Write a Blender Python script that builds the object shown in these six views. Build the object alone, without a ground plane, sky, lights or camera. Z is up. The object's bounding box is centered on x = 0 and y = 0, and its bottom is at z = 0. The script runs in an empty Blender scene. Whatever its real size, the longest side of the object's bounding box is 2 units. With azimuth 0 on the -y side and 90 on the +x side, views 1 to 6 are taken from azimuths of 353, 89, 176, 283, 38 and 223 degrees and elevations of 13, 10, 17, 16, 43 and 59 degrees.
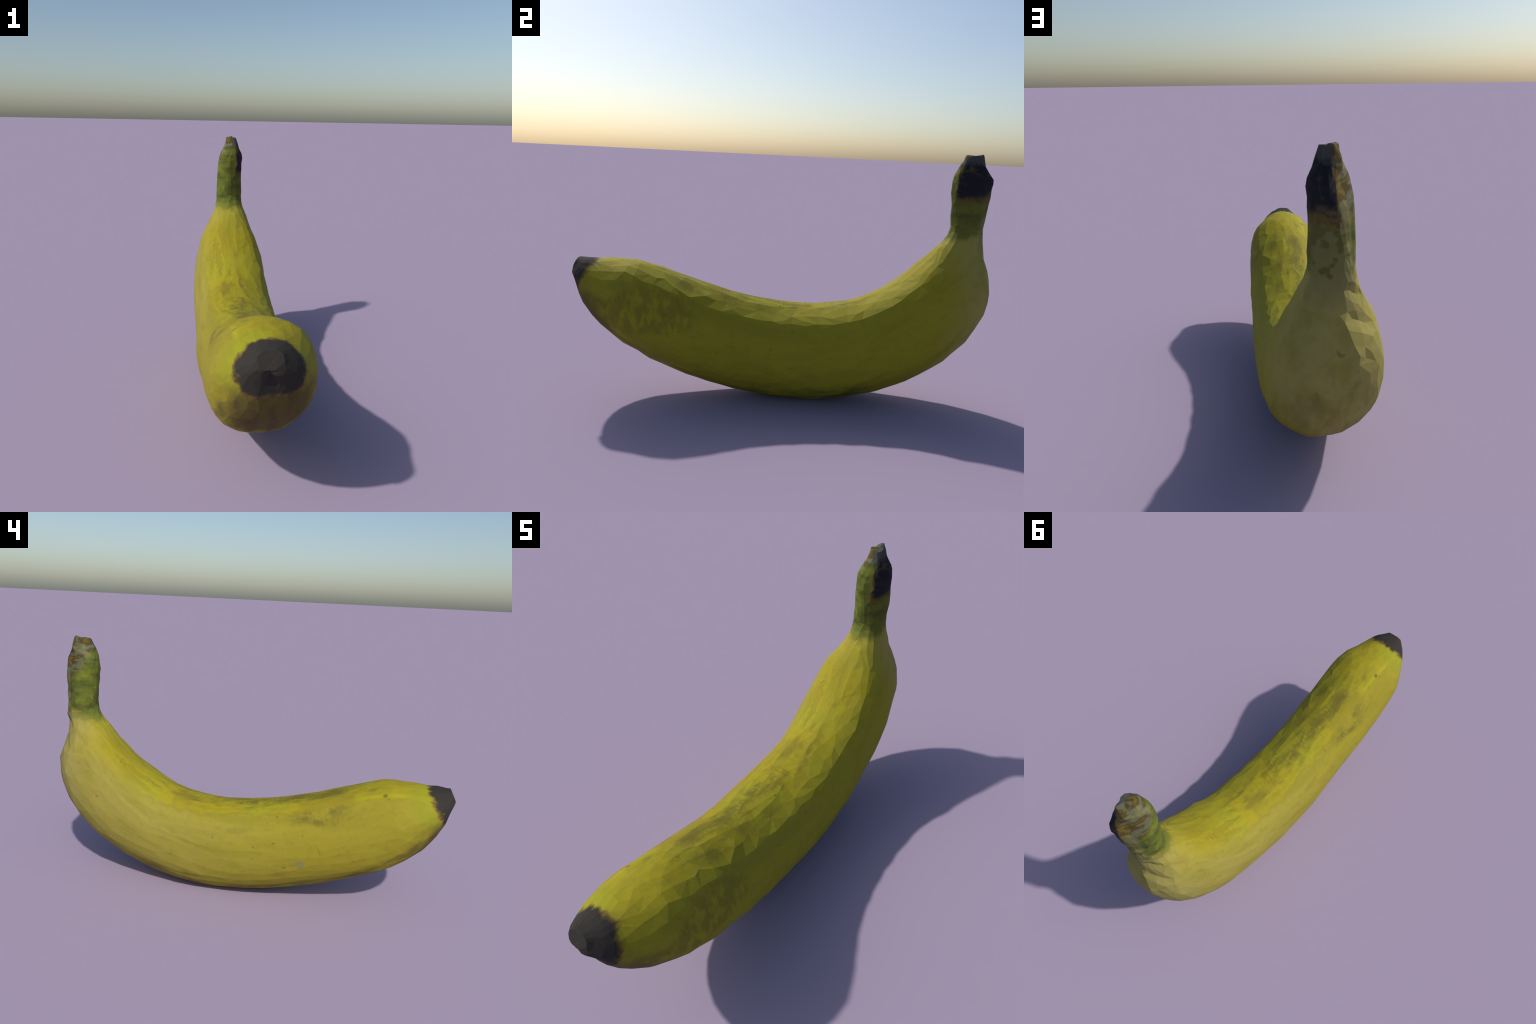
import bpy, bmesh, math
import numpy as np
from mathutils import Vector, noise

# ----------------------------------------------------------------------------
# A single ripe banana lying on its outer curve: blossom tip towards -y, the
# woody stem rising at +y.  The skin is one lofted surface, faceted, split into
# three named parts (stem, peel, blossom_tip).
# ----------------------------------------------------------------------------

# Stations from blossom tip to the cut of the stem:
# (centre of the section), (radius every 45 degrees: side +x, shoulder, inner
# curve, shoulder, side -x, flank, outer curve, flank)
STATIONS = [
    ((-0.016, -0.996, 0.600), (0.026, 0.050, 0.047, 0.047, 0.024, 0.006, 0.006, 0.006)),
    ((-0.012, -0.985, 0.594), (0.052, 0.067, 0.061, 0.063, 0.051, 0.019, 0.012, 0.030)),
    ((-0.005, -0.955, 0.573), (0.092, 0.097, 0.090, 0.090, 0.093, 0.056, 0.029, 0.048)),
    ((-0.004, -0.895, 0.530), (0.134, 0.138, 0.142, 0.138, 0.134, 0.113, 0.098, 0.109)),
    ((-0.000, -0.790, 0.470), (0.177, 0.199, 0.198, 0.183, 0.183, 0.175, 0.149, 0.160)),
    ((0.006, -0.650, 0.410), (0.194, 0.211, 0.220, 0.203, 0.196, 0.210, 0.192, 0.193)),
    ((0.006, -0.450, 0.340), (0.202, 0.205, 0.224, 0.215, 0.206, 0.216, 0.221, 0.211)),
    ((0.005, -0.250, 0.280), (0.204, 0.205, 0.228, 0.221, 0.205, 0.215, 0.230, 0.212)),
    ((-0.001, -0.020, 0.240), (0.212, 0.212, 0.228, 0.232, 0.214, 0.224, 0.238, 0.220)),
    ((-0.001, 0.220, 0.235), (0.210, 0.216, 0.226, 0.235, 0.209, 0.232, 0.239, 0.225)),
    ((-0.006, 0.440, 0.275), (0.211, 0.216, 0.229, 0.223, 0.209, 0.220, 0.235, 0.222)),
    ((-0.014, 0.620, 0.370), (0.204, 0.222, 0.217, 0.218, 0.204, 0.221, 0.233, 0.236)),
    ((-0.013, 0.750, 0.500), (0.198, 0.194, 0.189, 0.201, 0.190, 0.214, 0.237, 0.229)),
    ((-0.013, 0.830, 0.630), (0.157, 0.164, 0.159, 0.173, 0.155, 0.175, 0.183, 0.201)),
    ((-0.006, 0.868, 0.750), (0.102, 0.117, 0.124, 0.111, 0.102, 0.090, 0.091, 0.113)),
    ((-0.002, 0.875, 0.850), (0.071, 0.069, 0.071, 0.074, 0.077, 0.077, 0.080, 0.077)),
    ((-0.002, 0.873, 0.950), (0.068, 0.061, 0.069, 0.069, 0.075, 0.072, 0.087, 0.084)),
    ((0.005, 0.878, 1.050), (0.063, 0.069, 0.083, 0.085, 0.073, 0.069, 0.093, 0.077)),
    ((0.016, 0.888, 1.120), (0.051, 0.055, 0.082, 0.085, 0.061, 0.050, 0.079, 0.056)),
    ((0.006, 0.893, 1.172), (0.029, 0.054, 0.070, 0.050, 0.029, 0.038, 0.036, 0.032)),
    ((0.004, 0.890, 1.210), (0.015, 0.039, 0.048, 0.036, 0.014, 0.017, 0.028, 0.019)),
]
M = len(STATIONS)
CENTRES = np.array([s[0] for s in STATIONS])
RADII = np.array([s[1] for s in STATIONS])
K = RADII.shape[1]


def catmull(f):
    return (-.5*f**3 + f*f - .5*f, 1.5*f**3 - 2.5*f*f + 1,
            -1.5*f**3 + 2*f*f + .5*f, .5*f**3 - .5*f*f)


def along(table, t):
    """Catmull-Rom through the rows of table at parameter t (0 .. rows-1)."""
    n = len(table)
    i = min(int(t), n - 2)
    w = catmull(t - i)
    out = 0
    for k in range(4):
        j = i - 1 + k
        row = 2*table[0] - table[1] if j < 0 else 2*table[-1] - table[-2] if j >= n else table[j]
        out = out + w[k]*row
    return out


def around(radii, a):
    x = (a/(2*math.pi) % 1.0)*K
    i = int(x)
    w = catmull(x - i)
    return sum(w[k]*radii[(i - 1 + k) % K] for k in range(4))


def frame(t):
    e = 1e-3
    a, b = along(CENTRES, max(t - e, 0)), along(CENTRES, min(t + e, M - 1))
    d = (b - a)[1:]
    d = d/np.linalg.norm(d)
    return along(CENTRES, t), np.array([1.0, 0, 0]), np.array([0, -d[1], d[0]])


# Folds of the skin where the neck pinches into the shoulder: short ridges
# given by two end points, a height and a width.
FOLDS = [
    ((0.030, 0.974, 1.110), (0.025, 0.974, 1.108), 0.010, 0.035),
    ((0.020, 0.965, 1.080), (-0.030, 0.950, 0.930), 0.003, 0.030),
    ((-0.030, 0.950, 0.930), (-0.040, 0.952, 0.828), 0.005, 0.035),
    ((-0.040, 0.952, 0.828), (-0.030, 0.966, 0.706), 0.005, 0.035),
    ((-0.030, 0.966, 0.706), (-0.077, 0.988, 0.611), 0.007, 0.038),
    ((-0.077, 0.988, 0.611), (-0.085, 1.000, 0.520), 0.006, 0.030),
    ((-0.050, 0.938, 0.795), (-0.080, 0.905, 0.765), -0.009, 0.028),
    ((-0.062, 0.955, 0.705), (-0.127, 0.918, 0.673), -0.010, 0.030),
    ((-0.100, 0.985, 0.600), (-0.125, 0.970, 0.570), -0.008, 0.028),
    ((0.045, 0.815, 0.880), (0.040, 0.810, 1.060), 0.005, 0.030),
    ((0.040, 0.810, 1.060), (0.019, 0.850, 1.215), 0.005, 0.025),
]


def fold_offset(p):
    off = 0.0
    for a, b, h, w in FOLDS:
        a, b = Vector(a), Vector(b)
        ab = b - a
        t = max(0.0, min(1.0, (p - a).dot(ab)/ab.length_squared))
        d = (p - (a + ab*t)).length
        if d < w:
            off += h*(1 - d/w)
    return off


RINGS, COLS = 300, 96


def build_skin():
    bm = bmesh.new()
    ts = np.linspace(0, M - 1, RINGS)
    rings = []
    for t in ts:
        c, ex, ey = frame(t)
        rad = along(RADII, t)
        ring = []
        for j in range(COLS):
            a = 2*math.pi*j/COLS
            r = max(0.004, around(rad, a))
            d = math.cos(a)*ex + math.sin(a)*ey
            p = Vector(c + r*d)
            n = Vector(d)
            # small lumps of the skin, which break the light into facets
            lump = (0.0044 if p.x > 0.03 else 0.0034)*noise.noise(p*14.0 + Vector((3, 7, 1))) + 0.0014*noise.noise(p*34.0)
            # the sunny -x flank is smoother than the inner curve and the ends
            even = min(1.0, max(0.0, (0.10 - p.x)/0.15))*min(1.0, max(0.0, (0.85 - abs(p.y))/0.15))
            lump *= (1.0 - 0.6*even)*min(1.0, t/5)
            # corner of the blunt five-sided section between inner curve and +x
            edge = max(0.0, 1 - abs(a - 0.85)/0.34)*min(1.0, max(0.0, (min(t - 3.0, 14.0 - t))/2))
            # the stem is lumpier on its outer side and broken off raggedly
            stem = min(1.0, max(0.0, (t - 14.0)/1.5))
            lump += 0.005*stem*noise.noise(p*13.0 + Vector((1, 4, 2)))
            if t > M - 2.2:
                p.z += (t - (M - 2.2))*(0.004 + 0.010*noise.noise(p*38.0 + Vector((5, 2, 9))))
            p += n*(0.0015 + lump + 0.008*edge + fold_offset(p))
            if p.z < 0.010:
                p.z = max(0.0, 0.010 - (0.010 - p.z)*0.6)
            ring.append(bm.verts.new(p))
        rings.append(ring)
    for r0, r1 in zip(rings[:-1], rings[1:]):
        for j in range(COLS):
            k = (j + 1) % COLS
            bm.faces.new((r0[j], r0[k], r1[k], r1[j]))
    for ring, flip in ((rings[0], True), (rings[-1], False)):
        c = bm.verts.new(sum((v.co for v in ring), Vector())/COLS)
        for j in range(COLS):
            k = (j + 1) % COLS
            bm.faces.new((ring[k], ring[j], c) if flip else (ring[j], ring[k], c))
    bmesh.ops.recalc_face_normals(bm, faces=bm.faces)
    bmesh.ops.triangulate(bm, faces=bm.faces)
    me = bpy.data.meshes.new("skin")
    bm.to_mesh(me)
    bm.free()
    return me


def facet(me, faces):
    """Collapse the fine loft to irregular flat facets, like cut skin."""
    ob = bpy.data.objects.new("skin_draft", me)
    bpy.context.scene.collection.objects.link(ob)
    m = ob.modifiers.new("facets", "DECIMATE")
    m.ratio = faces/len(me.polygons)
    dg = bpy.context.evaluated_depsgraph_get()
    out = bpy.data.meshes.new_from_object(ob.evaluated_get(dg))
    bpy.data.objects.remove(ob)
    return out


# ----------------------------------------------------------------------------
# materials
# ----------------------------------------------------------------------------
class Val:
    """A socket with arithmetic, so that masks read as formulas."""

    def __init__(self, g, s):
        self.g, self.s = g, s

    def op(self, kind, *others, clamp=False):
        n = self.g.nodes.new("ShaderNodeMath")
        n.operation, n.use_clamp = kind, clamp
        for i, v in enumerate((self,) + others):
            if isinstance(v, Val):
                self.g.links.new(v.s, n.inputs[i])
            else:
                n.inputs[i].default_value = v
        return Val(self.g, n.outputs[0])

    def __add__(self, o): return self.op("ADD", o)
    __radd__ = __add__
    def __mul__(self, o): return self.op("MULTIPLY", o)
    __rmul__ = __mul__
    def __sub__(self, o): return self.op("SUBTRACT", o)
    def __rsub__(self, o): return (self*-1) + o
    def max(self, o): return self.op("MAXIMUM", o)
    def min(self, o): return self.op("MINIMUM", o)
    def abs(self): return self.op("ABSOLUTE")
    def sq(self): return self*self

    def step(self, lo, hi):
        """0 at lo, 1 at hi, smooth between (lo may exceed hi)."""
        n = self.g.nodes.new("ShaderNodeMapRange")
        n.interpolation_type = "SMOOTHSTEP"
        self.g.links.new(self.s, n.inputs["Value"])
        flip = lo > hi
        n.inputs["From Min"].default_value = min(lo, hi)
        n.inputs["From Max"].default_value = max(lo, hi)
        n.inputs["To Min"].default_value = 1.0 if flip else 0.0
        n.inputs["To Max"].default_value = 0.0 if flip else 1.0
        return Val(self.g, n.outputs["Result"])

    def band(self, lo, hi, soft):
        return self.step(lo - soft, lo + soft)*self.step(hi + soft, hi - soft)


class Paint:
    def __init__(self, g):
        self.g = g
        tc = g.nodes.new("ShaderNodeTexCoord")
        self.pos = tc.outputs["Object"]
        sp = g.nodes.new("ShaderNodeSeparateXYZ")
        g.links.new(self.pos, sp.inputs[0])
        self.x, self.y, self.z = (Val(g, sp.outputs[i]) for i in range(3))

    def vec(self, x, y, z):
        n = self.g.nodes.new("ShaderNodeCombineXYZ")
        for i, v in enumerate((x, y, z)):
            if isinstance(v, Val):
                self.g.links.new(v.s, n.inputs[i])
            else:
                n.inputs[i].default_value = v
        return n.outputs[0]

    def noise(self, vec, scale, detail=3.0, rough=0.55, distort=0.0, seed=0.0):
        n = self.g.nodes.new("ShaderNodeTexNoise")
        n.noise_dimensions = "4D"
        self.g.links.new(vec, n.inputs["Vector"])
        n.inputs["W"].default_value = seed
        n.inputs["Scale"].default_value = scale
        n.inputs["Detail"].default_value = detail
        n.inputs["Roughness"].default_value = rough
        n.inputs["Distortion"].default_value = distort
        return Val(self.g, n.outputs[0])

    def cells(self, vec, scale, rand=1.0):
        n = self.g.nodes.new("ShaderNodeTexVoronoi")
        self.g.links.new(vec, n.inputs["Vector"])
        n.inputs["Scale"].default_value = scale
        n.inputs["Randomness"].default_value = rand
        return Val(self.g, n.outputs["Distance"])

    def ball(self, c, radii=(1, 1, 1)):
        """Distance from c, measured in the given radii."""
        d = [((v - o)*(1.0/r)).sq() for v, o, r in zip((self.x, self.y, self.z), c, radii)]
        return (d[0] + d[1] + d[2]).op("SQRT")

    def rgb(self, c):
        n = self.g.nodes.new("ShaderNodeRGB")
        n.outputs[0].default_value = (*c, 1)
        return n.outputs[0]

    def mix(self, a, b, f):
        n = self.g.nodes.new("ShaderNodeMix")
        n.data_type = "RGBA"
        for name, v in (("A", a), ("B", b)):
            s = [i for i in n.inputs if i.name == name and i.type == "RGBA"][0]
            if isinstance(v, tuple):
                s.default_value = (*v, 1)
            else:
                self.g.links.new(v, s)
        if isinstance(f, Val):
            self.g.links.new(f.s, n.inputs[0])
        else:
            n.inputs[0].default_value = f
        return [o for o in n.outputs if o.type == "RGBA"][0]


YELLOW = (0.335, 0.275, 0.014)
LEMON = (0.315, 0.285, 0.016)
MUSTARD = (0.298, 0.250, 0.022)
GREENISH = (0.285, 0.252, 0.017)
BEIGE = (0.315, 0.272, 0.080)
TAN = (0.265, 0.205, 0.018)
OLIVE = (0.130, 0.110, 0.018)
SMUDGE = (0.115, 0.098, 0.018)
BROWN = (0.074, 0.052, 0.020)
RUST = (0.140, 0.078, 0.020)
CHAR = (0.036, 0.032, 0.027)
STEM_GREEN = (0.112, 0.135, 0.021)
STEM_DARK = (0.060, 0.070, 0.017)
STEM_LIME = (0.170, 0.190, 0.023)
STEM_BLACK = (0.015, 0.015, 0.019)
WOOD_PALE = (0.165, 0.158, 0.055)
WOOD_GREY = (0.115, 0.122, 0.070)
WOOD_BROWN = (0.085, 0.058, 0.016)


def banana_material(name, rough):
    mat = bpy.data.materials.new(name)
    mat.use_nodes = True
    g = mat.node_tree
    bsdf = g.nodes["Principled BSDF"]
    p = Paint(g)
    x, y, z = p.x, p.y, p.z

    # coordinates that follow the bend: l runs along, h is height in the section
    by, bz = y - 0.02, 1.35 - z
    dist = (by.sq() + bz.sq()).op("SQRT")
    l = by.op("ARCTAN2", bz)*1.13
    h = 1.13 - dist
    bent = p.vec(l, x, h)

    cloud = p.noise(bent, 3.0, 4, seed=1.0)
    blotch = p.noise(bent, 9.0, 4, seed=2.0)
    fine = p.noise(bent, 30.0, 4, 0.65, seed=3.0)
    streak = p.noise(p.vec(l*0.22, x, h), 24.0, 3, seed=4.0)
    rungs = p.noise(p.vec(l*4.0, x*0.9, h*0.9), 15.0, 3, 0.6, seed=5.0)
    clump = p.noise(p.vec(l*1.2, x*0.9, h*0.9), 17.0, 4, 0.6, seed=9.0)
    edge = p.noise(bent, 13.0, 2, 0.5, seed=10.0) - 0.5
    warp = p.noise(bent, 28.0, 1, 0.4, seed=11.0) - 0.5

    # --- peel -----------------------------------------------------------
    inner = p.mix(YELLOW, LEMON, cloud.step(0.40, 0.60))
    inner = p.mix(inner, GREENISH, blotch.step(0.50, 0.70)*0.45)
    # duller -x flank, meeting the yellow inner band along a wavy outline
    rim = x + edge*0.07 + l*0.035
    dull = rim.step(-0.128, -0.146)
    col = p.mix(inner, MUSTARD, dull)
    col = p.mix(col, OLIVE, rim.band(-0.140, -0.128, 0.006)*l.step(-0.6, -0.4)*l.step(0.75, 0.5)*0.22)
    # greener flank towards +x
    flank = (x + (cloud - 0.5)*0.12).step(0.02, 0.15)
    col = p.mix(col, GREENISH, flank*0.9)
    # pale bloom on the shoulder below the stem, fading along the -x flank
    pale = (y + (blotch - 0.5)*0.22 + (cloud - 0.5)*0.2 + x*-0.20).step(0.66, 0.98)
    pale2 = (x + edge*0.10).step(-0.12, -0.19)*(l + edge*0.6).step(-0.5, 0.75)*0.50
    col = p.mix(col, BEIGE, pale.max(pale2)*z.step(0.93, 0.80)*0.95)
    # mottling
    col = p.mix(col, OLIVE, streak.step(0.52, 0.78)*0.30)
    col = p.mix(col, OLIVE, fine.step(0.50, 0.75)*0.30)
    band = p.noise(p.vec(l*0.15, x, h), 14.0, 4, 0.6, seed=18.0)
    col = p.mix(col, (0.225, 0.195, 0.018), band.step(0.47, 0.66)*0.45)
    col = p.mix(col, (0.40, 0.34, 0.03), (blotch*0.5 + fine*0.5).step(0.56, 0.68)*0.30)

    # bruised smudges in rows along the inner curve
    wob = (blotch - 0.5)*0.07
    row_a = (x + 0.030 + wob*0.7).abs().step(0.050, 0.012)*l.band(-0.76, 0.12, 0.12)
    row_b = (x + 0.146 + wob).abs().step(0.038, 0.010)*l.band(-0.66, -0.36, 0.08)*h.step(-0.02, 0.03)
    row_c = (x - 0.075 + wob).abs().step(0.050, 0.010)*l.band(-0.74, -0.15, 0.12)*0.6
    row_d = (x + 0.060 + wob).abs().step(0.120, 0.020)*l.band(0.0, 0.45, 0.1)*0.35
    rows = row_a.max(row_b).max(row_c).max(row_d)*h.step(-0.02, 0.04)
    soil = p.noise(p.vec(l*0.55, x, h), 14.0, 5, 0.62, seed=14.0)
    long = p.noise(p.vec(l*0.3, x, h), 26.0, 3, 0.6, seed=15.0)
    dirty = (soil*0.55 + rungs*0.15 + long*0.30).step(0.42, 0.56)
    col = p.mix(col, SMUDGE, rows*dirty*0.68)
    ridge = (x + 0.01 + wob).abs().step(0.13, 0.03)*l.band(-0.80, 0.55, 0.15)*h.step(0.06, 0.12)
    col = p.mix(col, OLIVE, ridge*(long*0.7 + soil*0.3).step(0.47, 0.62)*0.45)
    thread = p.noise(p.vec(l*0.12, x, h), 38.0, 3, 0.6, seed=16.0)
    lines = (x + 0.02 + wob*0.5).abs().step(0.16, 0.05)*l.band(-0.85, 0.80, 0.12)*h.step(0.03, 0.09)
    col = p.mix(col, OLIVE, lines*thread.step(0.52, 0.66)*(cloud*0.5 + blotch*0.5).step(0.40, 0.52)*0.50)
    # dull tan strip between the two rows, and a bright vein running to the tip
    strip = (x + 0.092 + edge*0.05).abs().step(0.026, 0.020)*(l + edge*0.1).band(-0.70, -0.40, 0.02)*h.step(0.0, 0.05)
    col = p.mix(col, TAN, strip*0.65)
    vein = (x + 0.098).abs().step(0.012, 0.003)*l.band(-0.95, -0.72, 0.05)*h.step(0.0, 0.05)
    col = p.mix(col, (0.36, 0.34, 0.016), vein*0.6)
    # fine cross wrinkles on the inner curve
    col = p.mix(col, OLIVE, rungs.step(0.55, 0.72)*x.abs().step(0.12, 0.05)*h.step(0.06, 0.12)*l.band(-0.45, 0.3, 0.15)*0.45)

    # brushed brown patch on the +x flank
    patch = p.ball((0.20, -0.60, 0.44), (0.12, 0.26, 0.13)) + (blotch - 0.5)*1.2
    brushed = p.noise(p.vec(x, y*2.2, z*0.9), 14.0, 4, 0.6, seed=12.0)
    col = p.mix(col, OLIVE, patch.step(1.05, 0.65)*brushed.step(0.42, 0.54)*0.50)
    dots = p.cells(p.vec(l, x*0.7, h*1.6), 21.0)
    col = p.mix(col, OLIVE, dots.step(0.22, 0.08)*(x + blotch*0.3).step(0.18, 0.26)*l.band(-0.75, 0.15, 0.15)*clump.step(0.46, 0.54)*0.5)

    # few scattered specks
    speck = p.cells(p.vec(l, x*1.4, h*1.4), 9.0)
    col = p.mix(col, OLIVE, speck.step(0.11, 0.06)*edge.step(0.02, 0.08)*0.6)
    dot = p.ball((-0.099, -0.685, 0.608), (0.013, 0.015, 0.02))
    col = p.mix(col, OLIVE, dot.step(1.0, 0.4)*0.8)

    # lumpy tan scar with a darker rim on the inner -x shoulder
    along_scar = (l - 0.69)*(1/0.12)
    across = (x + 0.088 + along_scar*0.010)*(1/0.020)
    scar = (along_scar.sq()*0.9 + across.sq()).op("SQRT") + warp*2.2
    on_top = h.step(0.0, 0.05)
    col = p.mix(col, TAN, scar.step(1.0, 0.92)*on_top*0.50)
    col = p.mix(col, OLIVE, scar.band(0.90, 1.0, 0.06)*on_top*0.42)
    # small grey scuff low on -x
    scuff = p.ball((-0.205, -0.33, 0.25), (0.05, 0.022, 0.030)) + warp*1.2 + (fine - 0.5)*1.2
    col = p.mix(col, (0.20, 0.20, 0.10), scuff.step(1.0, 0.6)*0.6)

    # dark brown streaks low on the outer curve
    belly = (h + edge*0.08).step(-0.10, -0.19)*(streak*0.6 + blotch*0.4).step(0.42, 0.60)
    col = p.mix(col, BROWN, belly*((y + cloud*0.3).step(0.85, 0.45)*0.6 + 0.4)*0.70)

    # --- blossom tip ----------------------------------------------------
    fibre = p.noise(p.vec(x*1.6, y*0.5, z*1.6), 16.0, 3, 0.6, seed=13.0) - 0.5
    apex = p.ball((-0.008, -1.0, 0.600), (1.04, 1.0, 1.0)).max((0.600 - z)*1.25) + fibre*0.070 + (fine - 0.5)*0.035
    lime = apex.band(0.13, 0.22, 0.05)*x.step(0.06, -0.08)*z.step(0.45, 0.52)
    col = p.mix(col, (0.245, 0.285, 0.014), lime*0.5)
    under = p.ball((0.01, -0.89, 0.40), (0.16, 0.20, 0.19)) + (blotch - 0.5)*0.8 + fibre*0.5
    col = p.mix(col, BROWN, under.step(1.3, 0.6)*0.85)
    col = p.mix(col, RUST, under.step(1.1, 0.8)*fibre.step(0.04, 0.14)*0.5)
    col = p.mix(col, RUST, apex.step(0.150, 0.133)*0.75)
    col = p.mix(col, CHAR, apex.step(0.143, 0.120))
    col = p.mix(col, RUST, apex.step(0.085, 0.115)*apex.step(0.16, 0.13)*warp.step(0.16, 0.24)*0.6)

    # --- stem -----------------------------------------------------------
    upper = y.step(0.70, 0.76)
    ring = p.noise(p.vec(x*0.7, y*0.7, z*2.0), 13.0, 4, 0.6, seed=6.0)
    sb = p.noise(p.pos, 16.0, 3, 0.6, distort=1.0, seed=7.0)
    neck = (z + (ring - 0.5)*0.10 + (y - 0.87)*-0.25 + (sb - 0.5)*0.08).step(0.805, 0.865)*upper
    green = p.mix(STEM_DARK, STEM_GREEN, (ring*0.6 + sb*0.4).step(0.38, 0.54))
    green = p.mix(green, STEM_LIME, (ring*0.4 + sb*0.6).step(0.52, 0.64)*0.8)
    green = p.mix(green, OLIVE, (x + (sb - 0.5)*0.05).step(0.0, 0.04)*0.35)
    col = p.mix(col, green, neck)
    # +y face: grey olive ground with dark blobs that merge upwards
    outer = (y + (sb - 0.5)*0.04 + (z - 0.85)*-0.06).step(0.905, 0.93)*(z + (blotch - 0.5)*0.15).step(0.70, 0.84)
    col = p.mix(col, (0.185, 0.175, 0.065), outer*0.8*z.step(1.12, 1.06))
    blob = p.cells(p.vec(x, y*0.6, z), 30.0)*0.5 + p.noise(p.pos, 26.0, 2, 0.5, distort=0.6, seed=17.0)*0.65 - 0.10
    grow = (z - 0.90)*-1.6 + blob
    col = p.mix(col, (0.075, 0.078, 0.014), grow.step(0.44, 0.34)*outer*z.step(1.12, 1.04)*0.65)
    few = p.cells(p.vec(x, y*0.5, z), 8.5)
    col = p.mix(col, OLIVE, few.step(0.17, 0.10)*(y + edge*0.1).step(0.86, 0.92)*z.step(0.78, 0.70)*edge.step(-0.06, 0.0)*0.6)

    # dry wood towards the cut, marbled brown, grey and pale
    dry = (z + (sb - 0.5)*0.12 + (y - 0.88)*1.1 + x*-0.5).step(1.06, 1.11)*upper
    marble = p.noise(p.vec(x*0.8, y*0.8, z*2.0), 11.0, 2, 0.45, distort=0.8, seed=8.0)
    wood = p.mix(WOOD_PALE, WOOD_GREY, marble.step(0.40, 0.47))
    wood = p.mix(wood, WOOD_BROWN, marble.step(0.50, 0.54))
    wood = p.mix(wood, (0.145, 0.115, 0.020), marble.step(0.58, 0.66))
    wood = p.mix(wood, (0.060, 0.068, 0.066), x.step(0.0, 0.015)*z.step(1.12, 1.15)*0.85)
    col = p.mix(col, wood, dry)
    # blackened side facing +x
    rag = x + (sb - 0.5)*0.060 + (fine - 0.5)*0.03 + (z - 1.08)*-0.06 + (y - 0.90)*0.25
    foot = z + (ring - 0.5)*0.07 + (sb - 0.5)*0.07 + (y - 0.89)*-0.15
    col = p.mix(col, RUST, rag.step(-0.010, 0.012)*foot.step(0.985, 1.005)*z.step(1.17, 1.13)*upper*0.55)
    black = rag.step(0.004, 0.020)*foot.step(0.998, 1.040)*(z + (sb - 0.5)*0.08).step(1.195, 1.16)
    col = p.mix(col, STEM_BLACK, black*upper)
    fleck = (ring*0.4 + fine*0.3 + sb*0.3).step(0.50, 0.60)*black*upper
    col = p.mix(col, (0.055, 0.060, 0.052), fleck*0.7)
    col = p.mix(col, RUST, black*upper*z.step(1.11, 1.16)*sb.step(0.50, 0.58)*0.5)

    g.links.new(col, bsdf.inputs["Base Color"])
    bsdf.inputs["Roughness"].default_value = rough
    bsdf.inputs["Specular IOR Level"].default_value = 0.15
    bump = g.nodes.new("ShaderNodeBump")
    bump.inputs["Strength"].default_value = 0.12
    bump.inputs["Distance"].default_value = 0.01
    g.links.new((fine*0.6 + streak*0.4).s, bump.inputs["Height"])
    g.links.new(bump.outputs[0], bsdf.inputs["Normal"])
    return mat


# ----------------------------------------------------------------------------
# assembly
# ----------------------------------------------------------------------------
def region(c):
    if c.z > 0.86 and c.y > 0.6:
        return "stem"
    if max((c - Vector((-0.008, -1.0, 0.600))).length, (0.600 - c.z)*1.25) < 0.130:
        return "blossom_tip"
    return "peel"


def main():
    skin = facet(build_skin(), 2300)
    low = min(v.co.z for v in skin.vertices)
    for v in skin.vertices:
        v.co.z -= low
    thing = bpy.data.objects.new("banana", None)
    thing["label"] = "curved ripe yellow banana with green stem and charred tip"
    thing["category"] = "banana"
    bpy.context.scene.collection.objects.link(thing)
    for part, rough in (("peel", 0.75), ("stem", 0.85), ("blossom_tip", 0.85)):
        bm = bmesh.new()
        bm.from_mesh(skin)
        drop = [f for f in bm.faces if region(f.calc_center_median()) != part]
        bmesh.ops.delete(bm, geom=drop, context="FACES")
        me = bpy.data.meshes.new(part)
        bm.to_mesh(me)
        bm.free()
        for f in me.polygons:
            f.use_smooth = False
        me.materials.append(banana_material(part + "_skin", rough))
        ob = bpy.data.objects.new(part, me)
        bpy.context.scene.collection.objects.link(ob)
        ob.parent = thing
    bpy.data.meshes.remove(skin)


main()
